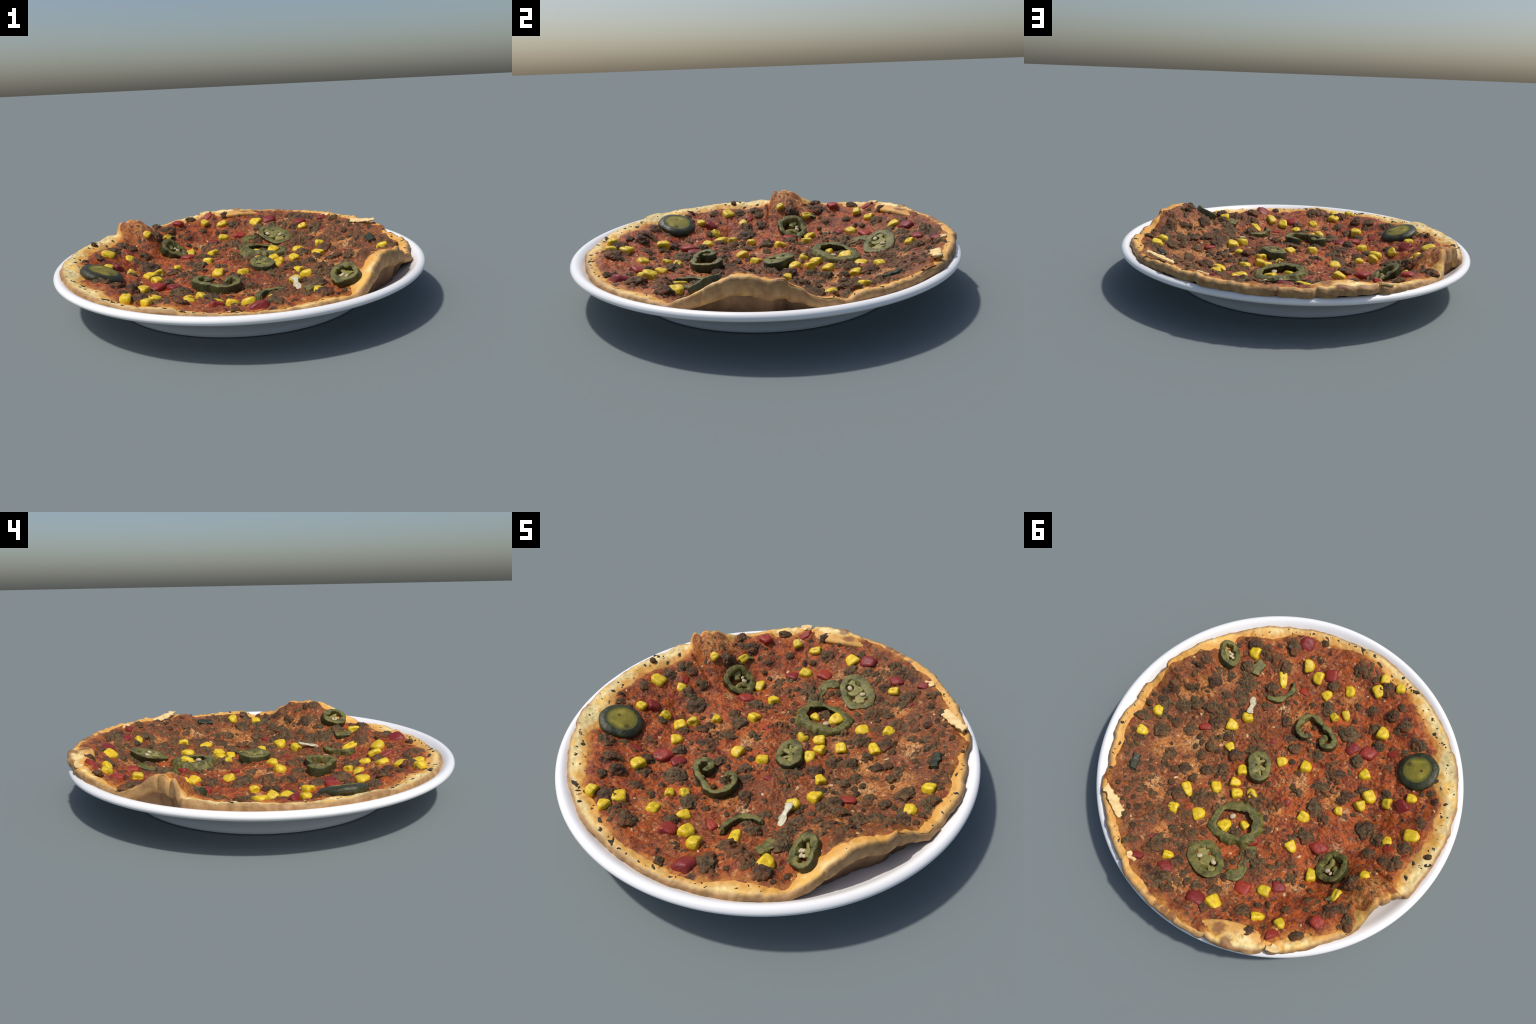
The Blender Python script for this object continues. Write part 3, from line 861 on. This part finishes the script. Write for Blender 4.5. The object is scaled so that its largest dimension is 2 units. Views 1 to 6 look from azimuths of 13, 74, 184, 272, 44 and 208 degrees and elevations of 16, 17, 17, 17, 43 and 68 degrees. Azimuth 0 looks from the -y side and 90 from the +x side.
# large loose ring
big = [(.168, .322), (.100, .280), (.026, .262), (-.034, .288), (-.066, .336), (-.074, .398), (-.045, .444), (.005, .470), (.075, .484), (.142, .478), (.180, .450), (.188, .388)]
bx, by = .055, .385
ob = add("jalapeno_ring", strip_mesh("jalapeno_ring", [((p - bx) * .93, (q - by) * .92) for p, q in big], .0205, .050, True, 11, skin_left=False, n=150, ragged=.35, flare=.18), pizza, [FLESH, SKIN])
ob.matrix_world = frame(bx, by, float(top(bx, by)) + .018, 0, Vector((.10, .03, 1)).normalized())
for sx, sy, r in ((.092, .352, .018), (.062, .46, .009)):
    scatter("pepper_seed", seed_shape, sx, sy, float(top(sx, sy)) + .022, (r, r * .8, r * .6), 1.0, Vector((0, 0, 1)))


def loose_strip(name, pts, wall, height, seed, skin_left, lift=.022, skin=SKIN, up=None, ragged=.3):
    pts = np.array(pts)
    c = pts.mean(0)
    o = add(name, strip_mesh(name, pts - c, wall, height, False, seed, skin_left=skin_left, ragged=ragged), pizza, [FLESH, skin])
    o.matrix_world = frame(c[0], c[1], float(top(*c)) + lift, 0, up or normal_at(*c))
    return o


loose_strip("jalapeno_strip", [(.318, -.372), (.270, -.376), (.227, -.411), (.206, -.460), (.211, -.512), (.230, -.530)], .0165, .046, 13, True, .018)
loose_strip("jalapeno_curl", [(-.020, -.272), (.004, -.252), (.040, -.264), (.060, -.304), (.052, -.358), (.026, -.390), (-.023, -.389), (-.077, -.366), (-.129, -.345), (-.166, -.315), (-.164, -.278),
                              (-.132, -.258), (-.106, -.274), (-.110, -.302), (-.128, -.308)], .0165, .056, 15, True, .026, ragged=.3)
loose_strip("jalapeno_strip", [(-.072, .432), (-.088, .475), (-.095, .511), (-.095, .551), (-.104, .592), (-.090, .632), (-.04, .648)], .028, .030, 17, True, .012)
loose_strip("jalapeno_strip", [(.436, -.535), (.446, -.490), (.440, -.440)], .024, .034, 19, True, .016)
loose_strip("green_pepper_piece", [(.722, .342), (.704, .386), (.690, .432)], .024, .038, 21, True, .012, DARK, ragged=.1).data.materials[0] = DARK
loose_strip("green_pepper_piece", [(-.560, .500), (-.590, .470), (-.620, .430)], .010, .030, 23, True, .012)

# pickle slice
prof = np.array([(.0005, -.030), (.070, -.030), (.098, -.026), (.110, -.010), (.112, .004), (.108, .014), (.099, .021), (.088, .0255), (.080, .0275), (.074, .0270), (.066, .0275), (.045, .0290), (.02, .0300), (.0005, .030)])
fine = np.stack([np.interp(np.linspace(0, 1, 60), np.linspace(0, 1, len(prof)), prof[:, k]) for k in (0, 1)], -1)
t = np.linspace(0, TAU, 96, endpoint=False)
wob = 1 + .035 * noise(np.cos(t) * 1.6, np.sin(t) * 1.6, 0, 71)[None] + .012 * noise(np.cos(t) * 5, np.sin(t) * 5, 0, 72)[None]
P = np.stack([fine[:, :1] * wob * np.cos(t), fine[:, :1] * wob * np.sin(t), np.repeat(fine[:, 1:], 96, 1) + .0022 * noise(fine[:, :1] * 30 * np.cos(t), fine[:, :1] * 30 * np.sin(t), 0, 73)], -1)
pick = add("pickle_slice", rings("pickle_slice", P, cap=(True, True), slots=[1 if r > .079 or z < 0 else 0 for r, z in fine[:-1]]), pizza, [PICKLE, PICKLE_SKIN])
pick.matrix_world = frame(-.657, -.375, float(top(-.657, -.375)) + .020, r149, lean(normal_at(-.657, -.375), .04, .0))

# white onion sliver leaning up over a kernel
on = add("onion_sliver", strip_mesh("onion_sliver", [(.375, -.335), (.372, -.305), (.356, -.275), (.352, -.250), (.340, -.215)], .012, .012, False, 25, n=50, ragged=.6), pizza, [ONION, ONION])
on.matrix_world = Matrix.Translation((.36, -.27, .138)) @ Matrix.Rotation(.26, 4, "X") @ Matrix.Translation((-.36, .27, 0))

# a lip of dough folded inwards at the back, like a flat pillow
v, f = BALL4
pv = superball(v, .9)
px, py, pz = pv[:, 0] * .190, pv[:, 1] * .056 * (1 - .25 * pv[:, 0] ** 2), pv[:, 2]
ang = math.radians(106.5) + px / -.93
rad = .934 + py - .012 * np.cos(px / .19 * 2.2) - .25 * np.abs(px) * (px > .05) * .2
qx, qy = rad * np.cos(ang), rad * np.sin(ang)
qz = .240 + pz * (.022 + .006 * fbm(qx * 14, qy * 14, pz, 33, 2)) + .010 * bump(qx, qy, -.22, .87, .09, .06, 0)
add("folded_crust", build("folded_crust", np.stack([qx, qy, qz], -1), f), pizza, [DOUGH])

# peeled flakes of dough on the back rim
flake_path = [(.722, .602), (.690, .606), (.636, .639), (.594, .664), (.556, .684)]
fc = np.array(flake_path).mean(0)
fl = add("crust_flake", strip_mesh("crust_flake", np.array(flake_path) - fc, .021, .012, False, 27, n=90, ragged=.25), pizza, [PALE, PALE])
fl.matrix_world = frame(fc[0], fc[1], .259, 0, Vector((-.22, -.12, 1)).normalized())
for pts, w in (([(-.425, .862), (-.452, .852), (-.485, .834)], .016), ([(.36, .835), (.39, .83), (.415, .815)], .012)):
    c = np.array(pts).mean(0)
    o = add("crust_flake", strip_mesh("crust_flake", np.array(pts) - c, w, .012, False, 29, n=40), pizza, [PALE, PALE])
    o.matrix_world = frame(c[0], c[1], float(top(*c)) + .004, 0, normal_at(*c))


# ---------------------------------------------------------------- small stuff, joined
def joined(name, pieces, mat):
    V, F, n = [], [], 0
    for v, f, M in pieces:
        M = np.array(M)
        V.append(v @ M[:3, :3].T + M[:3, 3])
        F += [[q + n for q in p] for p in f]
        n += len(v)
    ob = add(name, build(name, np.vstack(V), F), pizza, [mat])
    ob["kind"] = "stuff"
    return ob


B1 = sphere_points(2)


def ground_z(x, y):
    return max(float(sauce_top(x, y)) if float(covered(x, y)) > 0 else -1, float(top(x, y)))


shreds = []
while len(shreds) < 130:
    a, r = rng.random() * TAU, math.sqrt(rng.random()) * .88
    x, y = r * math.cos(a), r * math.sin(a)
    if float(covered(x, y)) < .02:
        continue
    s = rng.uniform(.003, .009)
    v = BALL2[0] * (1 + .35 * noise(BALL2[0][:, 0] * 1.5 + x * 50, BALL2[0][:, 1] * 1.5, BALL2[0][:, 2] * 1.5 + y * 50, 81))[:, None]
    M = frame(x, y, ground_z(x, y) + .001, rng.uniform(0, TAU), normal_at(x, y), rng.uniform(-.3, .3)) @ Matrix.Diagonal((s * rng.uniform(1, 1.8), s, s * .45, 1))
    shreds.append((v, BALL2[1], M))
joined("cheese_shred", shreds, CHEESE)

herbs = []
while len(herbs) < 430:
    if len(herbs) < 120:
        a = math.radians(rng.choice([rng.uniform(163, 320), rng.uniform(163, 290), rng.uniform(0, 60), rng.uniform(195, 270)]))
        Rr = float(rim_radius(math.degrees(a)))
        W = float(around(BARE_WIDTH, math.degrees(a)))
        r = Rr - rng.uniform(.022, max(.04, W))
    else:
        a, r = rng.random() * TAU, math.sqrt(rng.random()) * .86
    x, y = r * math.cos(a), r * math.sin(a)
    z = ground_z(x, y)
    Rr = float(rim_radius(math.degrees(a)))
    e = Rr - r
    if e < lip:
        z -= .022 * (1 - math.sqrt(max(0, 1 - ((lip - e) / lip) ** 2)))
    s = rng.choice([rng.uniform(.0018, .004)] * 3 + [rng.uniform(.004, .010)])
    M = frame(x, y, z + .0002, rng.uniform(0, TAU), normal_at(x, y)) @ Matrix.Diagonal((s * rng.uniform(1, 2.6), s, .0013, 1))
    v = B1[0] * (1 + .4 * noise(B1[0][:, 0] * 2 + x * 70, B1[0][:, 1] * 2 + y * 70, 0, 83))[:, None]
    herbs.append((v, B1[1], M))
joined("herb_flake", herbs, HERB)
